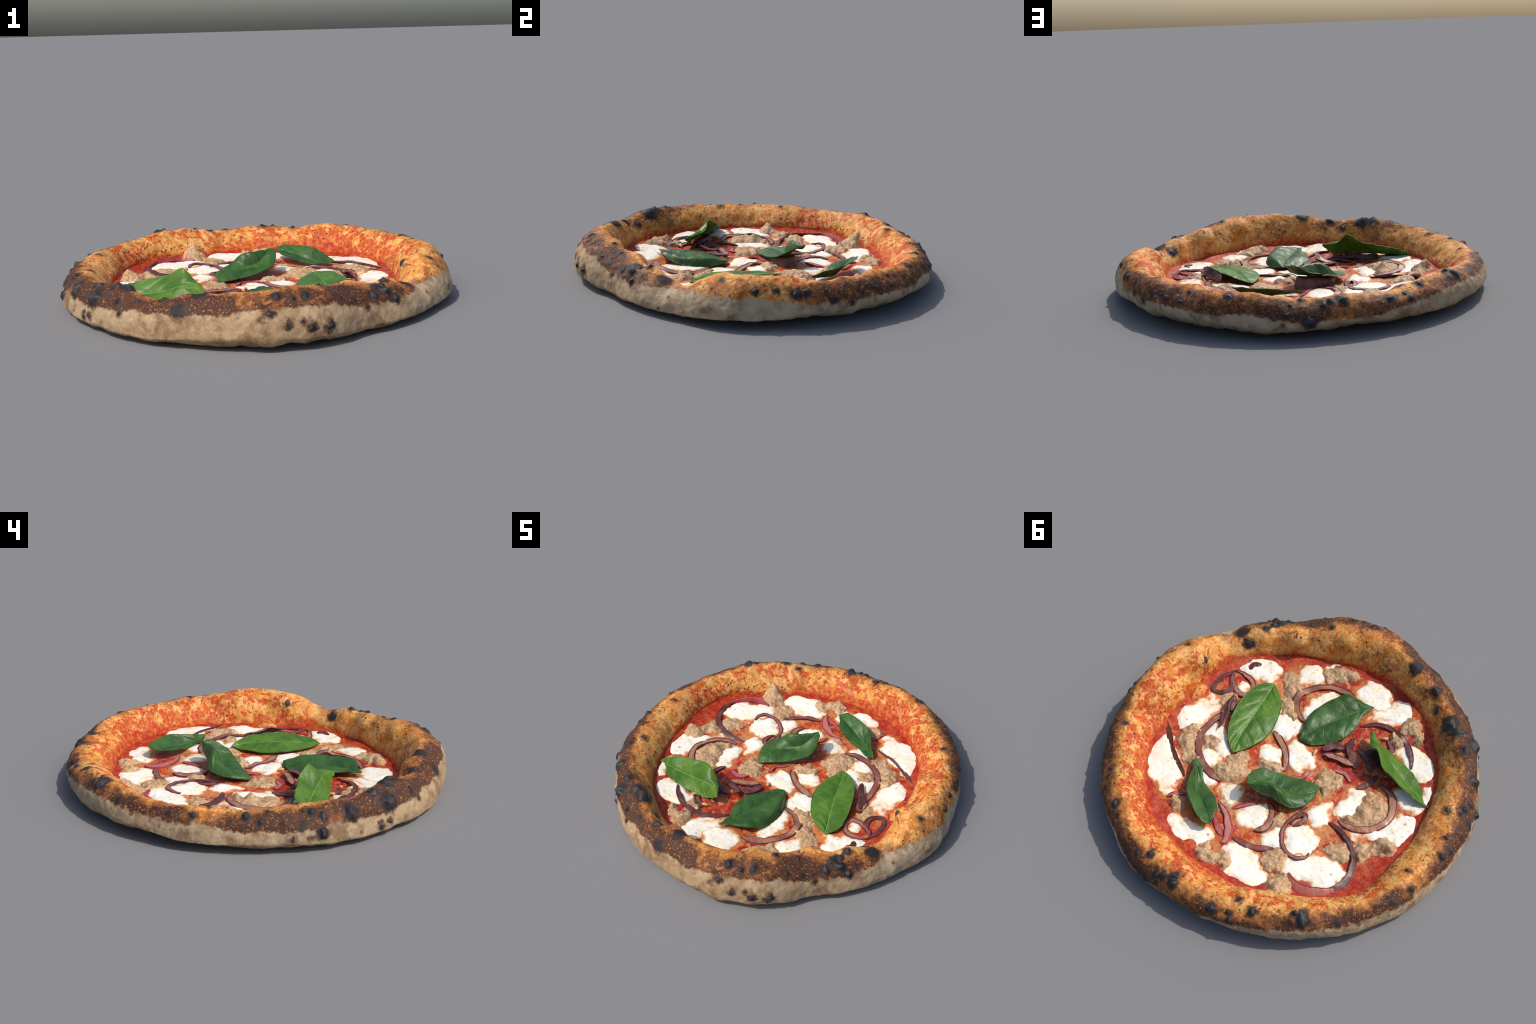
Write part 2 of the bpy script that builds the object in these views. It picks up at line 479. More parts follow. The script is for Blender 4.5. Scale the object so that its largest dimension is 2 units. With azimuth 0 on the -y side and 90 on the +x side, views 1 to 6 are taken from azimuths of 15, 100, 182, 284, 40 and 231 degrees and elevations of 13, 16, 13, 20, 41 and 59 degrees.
def sausage_material():
    n = Nodes("cooked_sausage")
    a = n.noise(10, 5, 0.6)
    b = n.noise(34, 6, 0.65, dist=1.2, offset=(3, 6, 1))
    c = n.mix(n.step(a, 0.36, 0.66), (0.52, 0.325, 0.170), (0.42, 0.245, 0.115))
    c = n.mix(n.step(b, 0.47, 0.64), c, (0.64, 0.45, 0.265))
    c = n.mix(n.mul(n.step(b, 0.43, 0.33), 0.8), c, (0.17, 0.082, 0.034))
    cr = n.voronoi(22, vec=n.vadd(n.co, n.scaled(n.tex_color(20), (.06, .06, .06))), feature='DISTANCE_TO_EDGE')
    c = n.mix(n.mul(n.step(cr, 0.06, 0.0), 0.38), c, (0.17, 0.082, 0.036))  # crease shadows drawn as dark lines in the meat colour
    c = n.mix(n.mul(n.step(n.noise(18, 5, 0.6, offset=(1, 8, 8)), 0.60, 0.72), 0.7), c, (0.20, 0.105, 0.04))
    c = n.mix(n.mul(n.step(n.noise(15, 4, 0.6, offset=(5, 8, 3)), 0.60, 0.74), 0.5), c, (0.55, 0.17, 0.06))
    n.bump(n.add(n.noise(80, 6, 0.65, dist=0.8), n.mul(n.noise(200, 3), 0.4)), 0.55, 0.008)
    return n.finish(c, 0.55, 0.4)


def onion_material(name, c1, c2, c3):
    n = Nodes(name)
    oi = n.t.nodes.new("ShaderNodeObjectInfo").outputs['Random']
    a = n.noise(13, 5, 0.6)
    c = n.mix(n.step(n.add(a, n.mul(n.sub(oi, 0.5), 0.25)), 0.36, 0.62), c1, c2)
    c = n.mix(n.mul(n.step(n.noise(75, 4, 0.65), 0.55, 0.68), 0.7), c, c3)
    n.bump(n.noise(90, 4), 0.25, 0.005)
    n.b.inputs['Coat Weight'].default_value = 0.12
    return n.finish(c, 0.42, 0.45)


def leaf_material(name, dark, mid, pale):
    n = Nodes(name)
    x, y, z = n.xyz()                                         # x along the midrib, y across
    ay = n.math('ABSOLUTE', y)
    w = n.noise(8, 4, 0.6)
    c = n.mix(n.step(w, 0.38, 0.64), dark, mid)
    # side veins sweep forward from the midrib
    q = n.add(n.mul(n.sub(x, n.mul(ay, 0.75)), 15.0), n.mul(n.sub(n.noise(6, 2), 0.5), 0.9))
    tri = n.math('ABSOLUTE', n.sub(n.math('FRACT', q), 0.5))
    c = n.mix(n.mul(n.step(tri, 0.05, 0.30), 0.35), pale, c) if False else n.mix(n.mul(n.step(tri, 0.07, 0.01), 0.22), c, pale)
    c = n.mix(n.mul(n.step(tri, 0.06, 0.16), 0.0), c, dark)
    net = n.step(n.voronoi(55, feature='DISTANCE_TO_EDGE'), 0.05, 0.015)
    c = n.mix(n.mul(net, 0.07), c, pale)
    blotch = n.step(n.noise(22, 4, 0.6, offset=(4, 2, 8)), 0.56, 0.74)  # fold shading painted into the blade colour as darker blotches
    c = n.mix(n.mul(blotch, 0.55), c, tuple(v * 0.55 for v in dark))
    n.bump(n.add(n.mul(n.step(tri, 0.10, 0.0), -0.5), n.noise(60, 4, 0.5)), 0.3, 0.006)
    n.finish(c, 0.42, 0.40)
    tr = n.t.nodes.new("ShaderNodeBsdfTranslucent")
    n.link(n.mix(0.5, c, pale), tr.inputs[0])
    mx = n.t.nodes.new("ShaderNodeMixShader")
    mx.inputs[0].default_value = 0.12
    n.link(n.b.outputs[0], mx.inputs[1])
    n.link(tr.outputs[0], mx.inputs[2])
    n.link(mx.outputs[0], n.out.inputs[0])
    return n.m


def plain_material(name, c1, c2, scale=20, rough=0.5):
    n = Nodes(name)
    c = n.mix(n.step(n.noise(scale, 4, 0.6), 0.38, 0.64), c1, c2)
    n.bump(n.noise(scale * 4, 3), 0.2, 0.004)
    return n.finish(c, rough, 0.4)


DOUGH = crust_material()
CHAR = char_material()
SAUCE = sauce_material()
CHEESE = cheese_material()
SAUSAGE = sausage_material()
ONION = onion_material("onion_flesh", (0.215, 0.072, 0.050), (0.36, 0.165, 0.090), (0.10, 0.024, 0.022))
ONION_PINK = onion_material("pink_onion_flesh", (0.40, 0.115, 0.085), (0.40, 0.15, 0.115), (0.27, 0.04, 0.045))
SKIN = onion_material("onion_skin", (0.070, 0.010, 0.024), (0.135, 0.022, 0.042), (0.032, 0.007, 0.016))
SKIN_RED = onion_material("red_onion_skin", (0.26, 0.020, 0.040), (0.36, 0.045, 0.070), (0.14, 0.012, 0.026))
SEARED = onion_material("under_leaf_fill", (0.072, 0.022, 0.020), (0.165, 0.066, 0.048), (0.024, 0.009, 0.009))
LEAF_BRIGHT = leaf_material("bright_basil", (0.046, 0.130, 0.010), (0.092, 0.200, 0.018), (0.180, 0.30, 0.065))
LEAF_DEEP = leaf_material("deep_basil", (0.024, 0.076, 0.013), (0.047, 0.122, 0.022), (0.100, 0.20, 0.060))
VEIN = plain_material("basil_vein", (0.13, 0.29, 0.045), (0.19, 0.36, 0.07), 30)
VEIN_DEEP = plain_material("deep_basil_vein", (0.055, 0.140, 0.030), (0.085, 0.18, 0.05), 30)
NUT = plain_material("pine_nut", (0.62, 0.36, 0.14), (0.68, 0.46, 0.22), 40)


# ------------------------------------------------------------------ crust ring, base, sauce
def build_crust():
    nt, ns = 1100, 112
    th = np.arange(nt) / nt * TAU
    s = np.concatenate([np.linspace(0, 1 / 3, 30, endpoint=False), np.linspace(1 / 3, 2 / 3, 44, endpoint=False),
                        np.linspace(2 / 3, 1, ns - 74)])
    T, S = np.meshgrid(th, s, indexing='ij')
    P = crust(T, S)
    P[..., 2] = np.maximum(P[..., 2], 0.003)
    # foot of the inner wall runs on under the sauce
    foot = P[:, -1].copy()
    k = (ring_curve(R_IN, th) - 0.03) / np.hypot(foot[:, 0], foot[:, 1])
    foot[:, :2] *= k[:, None]
    foot[:, 2] = ZF - 0.025
    P = np.concatenate([P, foot[:, None]], 1)
    nv = P.shape[1]
    make("crust", P.reshape(-1, 3), grid_faces(nt, nv, wrap_u=True), DOUGH)
    # flat base: underside from the rim's lower edge to the middle, and the floor under the sauce
    rim, verts = P[:, 0], []
    rings = np.linspace(1, 0.04, 26)
    for f in rings:
        q = rim.copy()
        q[:, :2] *= f
        zz = rim[:, 2] * smooth(0.70, 1.0, f) + 0.006 * (1 - smooth(0.75, 1.0, f))
        q[:, 2] = zz + (0.004 * perlin(np.stack([q[:, 0] * 9, q[:, 1] * 9, 0 * zz], -1)) if f < 1 else 0)
        q[:, 2] = np.maximum(q[:, 2], 0.0)
        if f == 1:
            q = rim
        verts.append(q)
    for f in (0.04, 0.5, 1.0):
        q = foot.copy()
        q[:, :2] *= f
        verts.append(q)
    V = np.stack(verts, 1)
    fc = grid_faces(nt, V.shape[1], wrap_u=True)[:, ::-1]
    make("base", V.reshape(-1, 3), fc, DOUGH)


def build_sauce():
    nt, nr = 720, 150
    th = np.arange(nt) / nt * TAU
    f = np.linspace(0.004, 1, nr)
    R = ring_curve(R_IN, th) + 0.012
    X = (f[None] * R[:, None] * np.cos(th)[:, None])
    Y = (f[None] * R[:, None] * np.sin(th)[:, None])
    H = sauce_level(X, Y) + 0.010 * smooth(0.90, 1.0, f)[None]
    top = np.stack([X, Y, H], -1)
    bot = top[:, ::-1].copy()
    bot[..., 2] = ZF - 0.022
    V = np.concatenate([top, bot[:, ::37]], 1)
    make("tomato_sauce", V.reshape(-1, 3), grid_faces(nt, V.shape[1], wrap_u=True), SAUCE)


def build_blisters():
    for deg, bs, rad, hgt in BLISTERS:
        if hgt < 5.5:
            continue
        t0 = math.radians(deg)
        rad, hgt = rad / 1000, hgt / 1000
        c = crust(np.array(t0), np.array(bs))
        e = 1e-3
        lt = np.linalg.norm(profile(np.array(t0 + e), np.array(bs)) - profile(np.array(t0 - e), np.array(bs))) / (2 * e)
        ls = np.linalg.norm(profile(np.array(t0), np.array(bs + e)) - profile(np.array(t0), np.array(bs - e))) / (2 * e)
        nr, na = 14, 36
        rho = np.linspace(0.02, 1.0, nr)
        al = np.arange(na) / na * TAU
        RR, AA = np.meshgrid(rho, al, indexing='ij')
        wob = 1 + 0.55 * perlin(np.stack([np.cos(AA) * 1.1 + deg, np.sin(AA) * 1.1, 0 * AA + deg * .37], -1))
        st = 1.0 + 0.25 * math.sin(deg * 7.1)
        du, dv = RR * wob * rad * np.cos(AA) * st, RR * wob * rad * np.sin(AA) / st
        T, S = t0 + du / lt, np.clip(bs + dv / max(ls, 0.12), 0.01, 0.99)
        P = crust(T, S)
        N = normal_of(profile, T, S)
        h = hgt * 0.55 * (1 - RR ** 2) ** 1.6 * (1 + 0.6 * perlin(P * 38 + deg)) - 0.0022 * RR ** 4 + 0.0006
        P = P + N * h[..., None]
        faces = grid_faces(nr, na, wrap_v=True).tolist()
        faces.append(list(range(na))[::-1])
        V = P.reshape(-1, 3)
        # closed underneath
        under = (P[-1] - N[-1] * 0.006)
        V = np.concatenate([V, under])
        o = (nr - 1) * na
        for i in range(na):
            faces.append([o + i, nr * na + i, nr * na + (i + 1) % na, o + (i + 1) % na])
        faces.append([nr * na + i for i in range(na)])
        make("char_blister", V, faces, CHAR)


# height map of what already lies on the sauce, so that later pieces rest on it
HM_N = 400
HEIGHT = np.zeros((HM_N, HM_N))


def rest_height(x, y):
    i = np.clip(((x + 1) / 2 * HM_N).astype(int), 0, HM_N - 1)
    j = np.clip(((y + 1) / 2 * HM_N).astype(int), 0, HM_N - 1)
    return HEIGHT[i, j]


NUDGE = np.array([0.0095, -0.0080])


# ------------------------------------------------------------------ pools and lumps lying on the sauce
def inside_distance(x, y, poly):
    """signed distance to a closed outline, positive inside"""
    q = poly
    p = np.stack([x, y], -1)
    best = np.full(x.shape, 1e9)
    wind = np.zeros(x.shape, bool)
    for a, b in zip(q, np.roll(q, -1, 0)):
        e = b - a
        t = np.clip(((p - a) @ e) / (e @ e + 1e-12), 0, 1)
        best = np.minimum(best, np.linalg.norm(p - (a + t[..., None] * e), axis=-1))
        cond = ((a[1] > y) != (b[1] > y)) & (x < (b[0] - a[0]) * (y - a[1]) / (b[1] - a[1] + 1e-12) + a[0])
        wind ^= cond
    return np.where(wind, best, -best)


def lump(name, outline, height_fn, mat, step, grow=0.02, warp=0.012, freq=22.0, local=True):
    """solid body on the sauce: height_fn(d, X, Y) gives its thickness from the inside distance d"""
    poly = spline(np.asarray(outline) + NUDGE, len(outline) * 6, closed=True)
    lo, hi = poly.min(0) - grow, poly.max(0) + grow
    nx, ny = int((hi[0] - lo[0]) / step) + 2, int((hi[1] - lo[1]) / step) + 2
    X, Y = np.meshgrid(lo[0] + np.arange(nx) * step, lo[1] + np.arange(ny) * step, indexing='ij')
    P = np.stack([X, Y, np.zeros_like(X)], -1)
    wx = X + warp * perlin(P * freq + 2) + 0.4 * warp * perlin(P * freq * 2.6)
    wy = Y + warp * perlin(P * freq + 31) + 0.4 * warp * perlin(P * freq * 2.6 + 7)
    d = inside_distance(wx, wy, poly)
    h = height_fn(d, X, Y)
    gi = np.clip(((X + 1) / 2 * HM_N).astype(int), 0, HM_N - 1)
    gj = np.clip(((Y + 1) / 2 * HM_N).astype(int), 0, HM_N - 1)
    np.maximum.at(HEIGHT, (gi, gj), np.clip(h, 0, 0.014))
    base = sauce_level(X, Y)
    keep = h > -0.0030
    fk = keep[:-1, :-1] & keep[1:, :-1] & keep[1:, 1:] & keep[:-1, 1:]
    top = grid_faces(nx, ny)[fk.reshape(-1)]
    if len(top) == 0:
        return None
    used = np.unique(top)
    remap = -np.ones(nx * ny, int)
    remap[used] = np.arange(len(used))
    top = remap[top]
    cx, cy = poly.mean(0)
    z0 = float(sauce_level(np.array([cx]), np.array([cy]))[0])
    V = np.stack([X, Y, base + h], -1).reshape(-1, 3)[used]
    B = V.copy()
    B[:, 2] = base.reshape(-1)[used] - 0.008
    nverts = len(used)
    edges = {}
    for f in top:
        for a, b in zip(f, np.roll(f, -1)):
            edges[(a, b)] = edges.get((a, b), 0) + 1
    side = [(b, a, a + nverts, b + nverts) for (a, b) in edges if (b, a) not in edges]
    faces = np.concatenate([top, top[:, ::-1] + nverts, np.array(side)])
    return make(name, np.concatenate([V, B]), faces, mat, matrix=Matrix.Translation((cx, cy, z0)) if local else None)


def mozzarella(*outline, thick=0.013):
    thick = thick * 0.72
    def hf(d, X, Y):
        d = d + 0.021
        return (thick * smooth(-0.014, 0.046, d) - 0.0012 + np.minimum(d, 0) * 0.25
                + 0.0022 * perlin(np.stack([X, Y, X * 0], -1) * 12))
    lump("mozzarella", outline, hf, CHEESE, 0.0042, grow=0.045, warp=0.026, freq=13.0)


def sausage(*outline, tall=0.022, peaks=()):
    def hf(d, X, Y):
        P = np.stack([X, Y, X * 0], -1)
        W = P + 0.012 * np.stack([perlin(P * 30 + 4), perlin(P * 30 + 8), X * 0], -1)
        d = d + 0.010
        body = 1 - np.exp(-np.maximum(d, 0) / 0.024)
        folds = 1 - np.abs(perlin(W * 17 + 3)) * 1.6
        h = body * tall * (0.22 + 0.50 * folds + 0.55 * perlin(P * 12 + 1) + 0.10 * perlin(W * 55)) + body * (0.011 + 0.007 * np.abs(perlin(W * 30 + 6)))
        for px, py, ph, pr in peaks:
            r2 = (X - px) ** 2 + (Y - py) ** 2
            h = h + ph * np.exp(-(r2 / pr ** 2) ** 0.8)
        return h + np.minimum(d, 0) * 0.5 - 0.001
    lump("sausage_crumble", outline, hf, SAUSAGE, 0.0036, grow=0.035, warp=0.030, freq=17.0)


# ------------------------------------------------------------------ onion slices
def onion(*path, width=0.030, thick=0.008, lift=0.004, tilt=0.12, pink=False, seared=False, rise=None):
    """ribbon swept along a curve; the skin runs along the outside of the bend.
    rise: optional heights over the sauce at the control points"""
    P2 = np.asarray(path, float) + NUDGE
    n = 14 * len(P2)
    zc = np.zeros(len(P2)) if rise is None else np.asarray(rise, float)
    C = spline(np.column_stack([P2, zc]), n)
    t = np.gradient(C, axis=0)
    t /= np.linalg.norm(t, axis=1)[:, None] + 1e-12
    turn = np.sum(t[:-1, 0] * t[1:, 1] - t[:-1, 1] * t[1:, 0])
    out = 1.0 if turn < 0 else -1.0
    side = np.stack([-t[:, 1], t[:, 0], 0 * t[:, 0]], -1) * out
    side /= np.linalg.norm(side, axis=1)[:, None] + 1e-12
    C[:, :2] += 0.004 * np.stack([perlin(C * 22 + 1), perlin(C * 22 + 9)], -1)
    C[:, 2] += sauce_level(C[:, 0], C[:, 1]) + rest_height(C[:, 0], C[:, 1]) + lift + 0.003 * perlin(C * 18)
    # smooth the height so that the slice bridges small bumps
    k = np.ones(9) / 9
    C[:, 2] = np.convolve(np.pad(C[:, 2], 4, mode='edge'), k, mode='valid')
    up = np.cross(t, side)
    up *= np.sign(up[:, 2:3] + 1e-9)
    lean = tilt + 0.25 * perlin(C * 9 + 3)
    a1 = side * np.cos(lean)[:, None] - up * np.sin(lean)[:, None]      # outside edge hangs lower
    a2 = up * np.cos(lean)[:, None] + side * np.sin(lean)[:, None]
    u = np.linspace(0, 1, n)
    taper = np.clip(np.minimum(u, 1 - u) * 5, 0, 1) ** 0.7 * 0.88 + 0.12
    wid = width * taper * (1 + 0.30 * perlin(C * 12 + 6))
    m = 16
    ang = np.arange(m) / m * TAU

    def sweep(cen, ww, tt, name, mat, parent, wav=0.0):
        ca = np.sign(np.cos(ang)) * np.abs(np.cos(ang)) ** 0.4
        sa = np.sign(np.sin(ang)) * np.abs(np.sin(ang)) ** 0.4
        V = (cen[:, None] + a1[:, None] * (ww[:, None] * ca[None] * 0.5)[..., None]
             + a2[:, None] * (tt[:, None] * sa[None] * 0.5)[..., None])
        V = V + 0.0016 * perlin(V * 55)[..., None] * a2[:, None]
        faces = grid_faces(n, m, wrap_v=True).tolist()
        faces.append(list(range(m))[::-1])
        faces.append([(n - 1) * m + i for i in range(m)])
        return make(name, V.reshape(-1, 3), faces, mat, parent=parent)
    flesh = sweep(C, wid, np.full(n, thick) * taper, "onion_slice",
                  SEARED if seared else (ONION_PINK if pink else ONION), ROOT)
    skin = SKIN_RED if pink else SKIN
    sweep(C + a1 * (wid * 0.5)[:, None], np.full(n, 0.0075), thick * 1.15 * taper + 0.003, "onion_skin", skin, flesh)
    sweep(C - a1 * (wid * 0.5)[:, None], np.full(n, 0.0030), thick * 1.0 * taper + 0.001, "onion_skin", skin, flesh)


# ------------------------------------------------------------------ basil
def basil(rows, mat, ripple=0.003, teeth=0.0, wave=0.7):
    """rows run from the stalk to the far end: one point, rows of points across the blade, one point"""
    nu, nv = 90, 41
    t = np.linspace(-1, 1, nv)[None, :, None]
    across = [spline(r, nv) if len(r) > 1 else np.repeat(np.asarray(r, float), nv, 0) for r in rows]
    P = spline(np.asarray(across).reshape(len(rows), -1), nu).reshape(nu, nv, 3)
    M = P[:, nv // 2]
    A = (P[:, -1] - P[:, 0])[:, None] / 2
    du, dv = np.gradient(P, axis=0), np.gradient(P, axis=1)
    N = np.cross(du, dv)
    N /= np.linalg.norm(N, axis=-1, keepdims=True) + 1e-9
    if N[..., 2].mean() < 0:
        N = -N
    u = np.linspace(0, 1, nu)[:, None]
    tv = t[0, :, 0][None]
    body = np.minimum(1, np.minimum(u, 1 - u) * 7)
    q = u * 6.5 - np.abs(tv) * 1.3
    quilt = np.abs(np.sin(math.pi * q)) ** 0.7 * (1 - tv ** 4) * np.minimum(1, np.abs(tv) * 4)
    h = ripple * (quilt - 0.5) * body - 0.003 * np.exp(-(tv / 0.09) ** 2) * body
    h = h + wave * (0.012 * perlin(P * 9 + 3) + 0.0065 * perlin(P * 19 + 3) + 0.002 * perlin(P * 42)) * body
    P = P + N * h[..., None]
    # frilled rim
    rim = np.abs(tv) ** 6 * body
    P = P + (A / (np.linalg.norm(A, axis=-1, keepdims=True) + 1e-6)) * (np.sign(tv) * rim * (0.003 + teeth) * perlin(
        np.stack([u * 22 + 0 * tv, np.sign(tv) + 0 * u, 0 * u + 0 * tv], -1)))[..., None]
    th = 0.0016 * np.ones((nu, nv, 1))
    up, dn = P + N * th, P - N * th
    V = np.concatenate([up.reshape(-1, 3), dn.reshape(-1, 3)])
    off = nu * nv
    fu = grid_faces(nu, nv)
    fd = fu[:, ::-1] + off
    ring = [i * nv for i in range(nu)] + [(nu - 1) * nv + j for j in range(1, nv)] + \
           [i * nv + nv - 1 for i in range(nu - 2, -1, -1)] + [j for j in range(nv - 2, 0, -1)]
    side = [(a, b, b + off, a + off) for a, b in zip(ring, ring[1:] + ring[:1])]
    ax = Vector(M[-1] - M[0]).normalized()
    az = Vector(N[nu // 2, nv // 2]).normalized()
    ay = az.cross(ax).normalized()
    az = ax.cross(ay)
    mat4 = Matrix.Translation(Vector(M[nu // 2])) @ Matrix((ax, ay, az)).transposed().to_4x4()
    leaf = make("basil_leaf", V, np.concatenate([fu, fd, np.array(side)]), mat, matrix=mat4)
    # midrib and the stub of the stalk, tapering towards the far end
    K = P[:, nv // 2] + N[:, nv // 2] * 0.0012
    stub = K[0] + (K[0] - K[4]) / (np.linalg.norm(K[0] - K[4]) + 1e-9) * np.array([[0.022], [0.011]])
    K = np.concatenate([stub, K[:-6]])
    tt = np.gradient(K, axis=0)
    tt /= np.linalg.norm(tt, axis=1)[:, None] + 1e-12
    nn = np.concatenate([N[:1, nv // 2], N[:1, nv // 2], N[:-6, nv // 2]])
    bb = np.cross(tt, nn)
    rad = np.concatenate([[0.0045, 0.0042], np.linspace(0.0030, 0.0006, len(K) - 2)])
    a = np.arange(8) / 8 * TAU
    T = K[:, None] + rad[:, None, None] * (nn[:, None] * np.sin(a)[None, :, None] * 0.7 + bb[:, None] * np.cos(a)[None, :, None])
    fs = grid_faces(len(K), 8, wrap_v=True).tolist() + [list(range(8))[::-1], [(len(K) - 1) * 8 + i for i in range(8)]]
    inv = np.array(mat4.inverted())
    T = T.reshape(-1, 3) @ inv[:3, :3].T + inv[:3, 3]
    make("leaf_vein", T, fs, VEIN_DEEP if mat is LEAF_DEEP else VEIN, parent=leaf)
    return leaf


build_crust()
build_sauce()
build_blisters()

# ---- mozzarella pools
mozzarella((.551, .408), (.463, .427), (.362, .462), (.283, .498), (.283, .542), (.242, .600), (.272, .637), (.343, .638), (.415, .616), (.483, .588), (.524, .547), (.548, .486), thick=0.016)
mozzarella((.622, .273), (.632, .212), (.629, .136), (.626, .060), (.562, .030), (.517, .048), (.497, .095), (.512, .161), (.515, .236), (.529, .288), (.582, .295))
mozzarella((.643, -.193), (.663, -.258), (.639, -.321), (.590, -.348), (.526, -.337), (.460, -.292), (.445, -.248), (.508, -.233), (.557, -.223), (.594, -.203), thick=0.016)
mozzarella((.563, -.091), (.570, -.128), (.542, -.142), (.519, -.116), (.533, -.091))
mozzarella((.226, -.071), (.269, -.137), (.269, -.185), (.202, -.195), (.149, -.167), (.126, -.101), (.161, -.082))
mozzarella((.425, .242), (.441, .168), (.404, .111), (.334, .154), (.267, .209), (.248, .254), (.316, .247), (.359, .207), (.398, .232))
mozzarella((.340, .321), (.334, .280), (.278, .268), (.233, .303), (.235, .339), (.280, .350))
mozzarella((.089, -.055), (.086, -.116), (.028, -.130), (-.050, -.113), (-.079, -.057), (-.049, .012), (-.003, .013), (.049, -.014))
mozzarella((.151, .067), (.151, .021), (.112, -.026), (.049, .033), (.091, .084), (.114, .089))
mozzarella((.190, -.258), (.225, -.311), (.228, -.380), (.206, -.443), (.168, -.477), (.111, -.427), (.060, -.311), (.100, -.234))
mozzarella((.404, -.361), (.420, -.441), (.384, -.511), (.323, -.510), (.281, -.474), (.323, -.410), (.371, -.351))
mozzarella((.113, -.546), (.135, -.616), (.127, -.676), (.069, -.710), (-.010, -.697), (-.063, -.640), (-.038, -.562), (.032, -.524), thick=0.015)
mozzarella((-.034, -.533), (-.071, -.650), (-.096, -.729), (-.146, -.742), (-.170, -.677), (-.164, -.598), (-.110, -.531), (-.040, -.494))
mozzarella((-.294, -.480), (-.303, -.537), (-.341, -.560), (-.425, -.572), (-.490, -.585), (-.531, -.546), (-.520, -.466), (-.459, -.458), (-.387, -.459))
mozzarella((-.473, -.300), (-.482, -.355), (-.575, -.382), (-.580, -.475), (-.633, -.432), (-.666, -.345), (-.609, -.286), (-.548, -.263))
mozzarella((-.465, .008), (-.528, -.029), (-.587, -.101), (-.594, -.173), (-.611, -.236), (-.675, -.272), (-.717, -.240), (-.724, -.147), (-.714, -.094), (-.664, -.093), (-.604, -.039), (-.545, .032), (-.494, .033))
mozzarella((-.421, .407), (-.431, .356), (-.464, .295), (-.497, .233), (-.570, .205), (-.649, .206), (-.674, .235), (-.650, .303), (-.607, .355), (-.520, .385), (-.472, .404), thick=0.016)
mozzarella((-.307, .284), (-.316, .232), (-.353, .187), (-.408, .180), (-.444, .218), (-.452, .269), (-.430, .326), (-.384, .332), thick=0.016)
mozzarella((-.289, .118), (-.283, .052), (-.304, -.007), (-.343, .010), (-.378, .072), (-.389, .111), (-.372, .142), (-.327, .135))
mozzarella((-.074, .404), (-.056, .352), (-.077, .294), (-.117, .266), (-.156, .282), (-.172, .325), (-.169, .381), (-.137, .431))
mozzarella((-.263, .390), (-.258, .334), (-.273, .294), (-.336, .330), (-.315, .380))
mozzarella((.113, .696), (.129, .653), (.092, .608), (.031, .595), (-.038, .574), (-.076, .588), (-.075, .631), (-.051, .670), (.019, .705), (.072, .709))
mozzarella((-.186, .556), (-.194, .504), (-.251, .476), (-.310, .464), (-.350, .495), (-.410, .500), (-.449, .531), (-.440, .581), (-.395, .617), (-.330, .638), (-.269, .634), (-.251, .577), thick=0.015)
mozzarella((.107, .391), (.117, .338), (.069, .300), (.018, .325), (.001, .368), (.020, .413), (.067, .406))
mozzarella((-.385, .000), (-.357, -.071), (-.335, -.152), (-.383, -.189), (-.409, -.135), (-.434, -.081), (-.422, -.014))
mozzarella((.394, -.570), (.378, -.625), (.315, -.672), (.292, -.644), (.347, -.581))
mozzarella((.241, .402), (.226, .361), (.176, .366), (.165, .407), (.194, .422))

# ---- sausage crumble
sausage((.445, .387), (.499, .362), (.520, .294), (.499, .233), (.442, .245), (.394, .325), (.341, .350), (.318, .412), (.363, .423), tall=.026)
sausage((.371, .297), (.410, .253), (.405, .211), (.346, .209), (.319, .244), (.331, .281), tall=.030)
sausage((.215, .331), (.251, .296), (.237, .246), (.230, .191), (.203, .135), (.165, .180), (.105, .196), (.084, .258), (.111, .313), (.158, .337))
sausage((.119, .123), (.081, .077), (.040, .048), (-.008, .079), (.015, .129), (.079, .140), tall=.032)
sausage((.225, .627), (.232, .592), (.184, .555), (.133, .577), (.128, .624), (.166, .640), tall=.036)
sausage((-.121, .700), (-.091, .656), (-.102, .622), (-.148, .627), (-.194, .590), (-.221, .597), (-.263, .586), (-.268, .619), (-.233, .663), (-.184, .683), (-.152, .702), tall=.042)
sausage((-.343, .468), (-.331, .422), (-.352, .365), (-.406, .350), (-.430, .400), (-.438, .450), (-.393, .486))
sausage((-.454, .528), (-.448, .487), (-.486, .430), (-.542, .440), (-.565, .490), (-.590, .560), (-.560, .590), (-.510, .550), tall=.032, peaks=[(-.556, .556, .060, .050), (-.528, .508, .040, .042)])
sausage((-.505, .187), (-.501, .131), (-.533, .083), (-.581, .094), (-.619, .128), (-.593, .180), (-.552, .190))
sausage((-.593, .059), (-.625, -.020), (-.632, -.060), (-.683, -.091), (-.725, -.083), (-.715, -.031), (-.672, .022), (-.655, .084), tall=.026, peaks=[(-.695, -.060, .035, .034)])
sausage((-.404, .002), (-.444, -.025), (-.411, -.133), (-.395, -.178), (-.432, -.224), (-.492, -.233), (-.549, -.197), (-.567, -.134), (-.542, -.063), (-.479, .005), tall=.020, peaks=[(-.463, -.100, .034, .022), (-.430, -.025, .016, .014)])
sausage((-.158, -.061), (-.145, -.112), (-.180, -.144), (-.230, -.149), (-.264, -.104), (-.265, -.040), (-.232, -.022), tall=.026)
sausage((-.223, -.594), (-.195, -.654), (-.215, -.702), (-.263, -.691), (-.322, -.669), (-.351, -.625), (-.323, -.601), (-.283, -.622), (-.254, -.598), tall=.040)
sausage((.337, -.513), (.341, -.558), (.298, -.623), (.248, -.647), (.202, -.666), (.186, -.610), (.234, -.551), (.286, -.512), tall=.030)
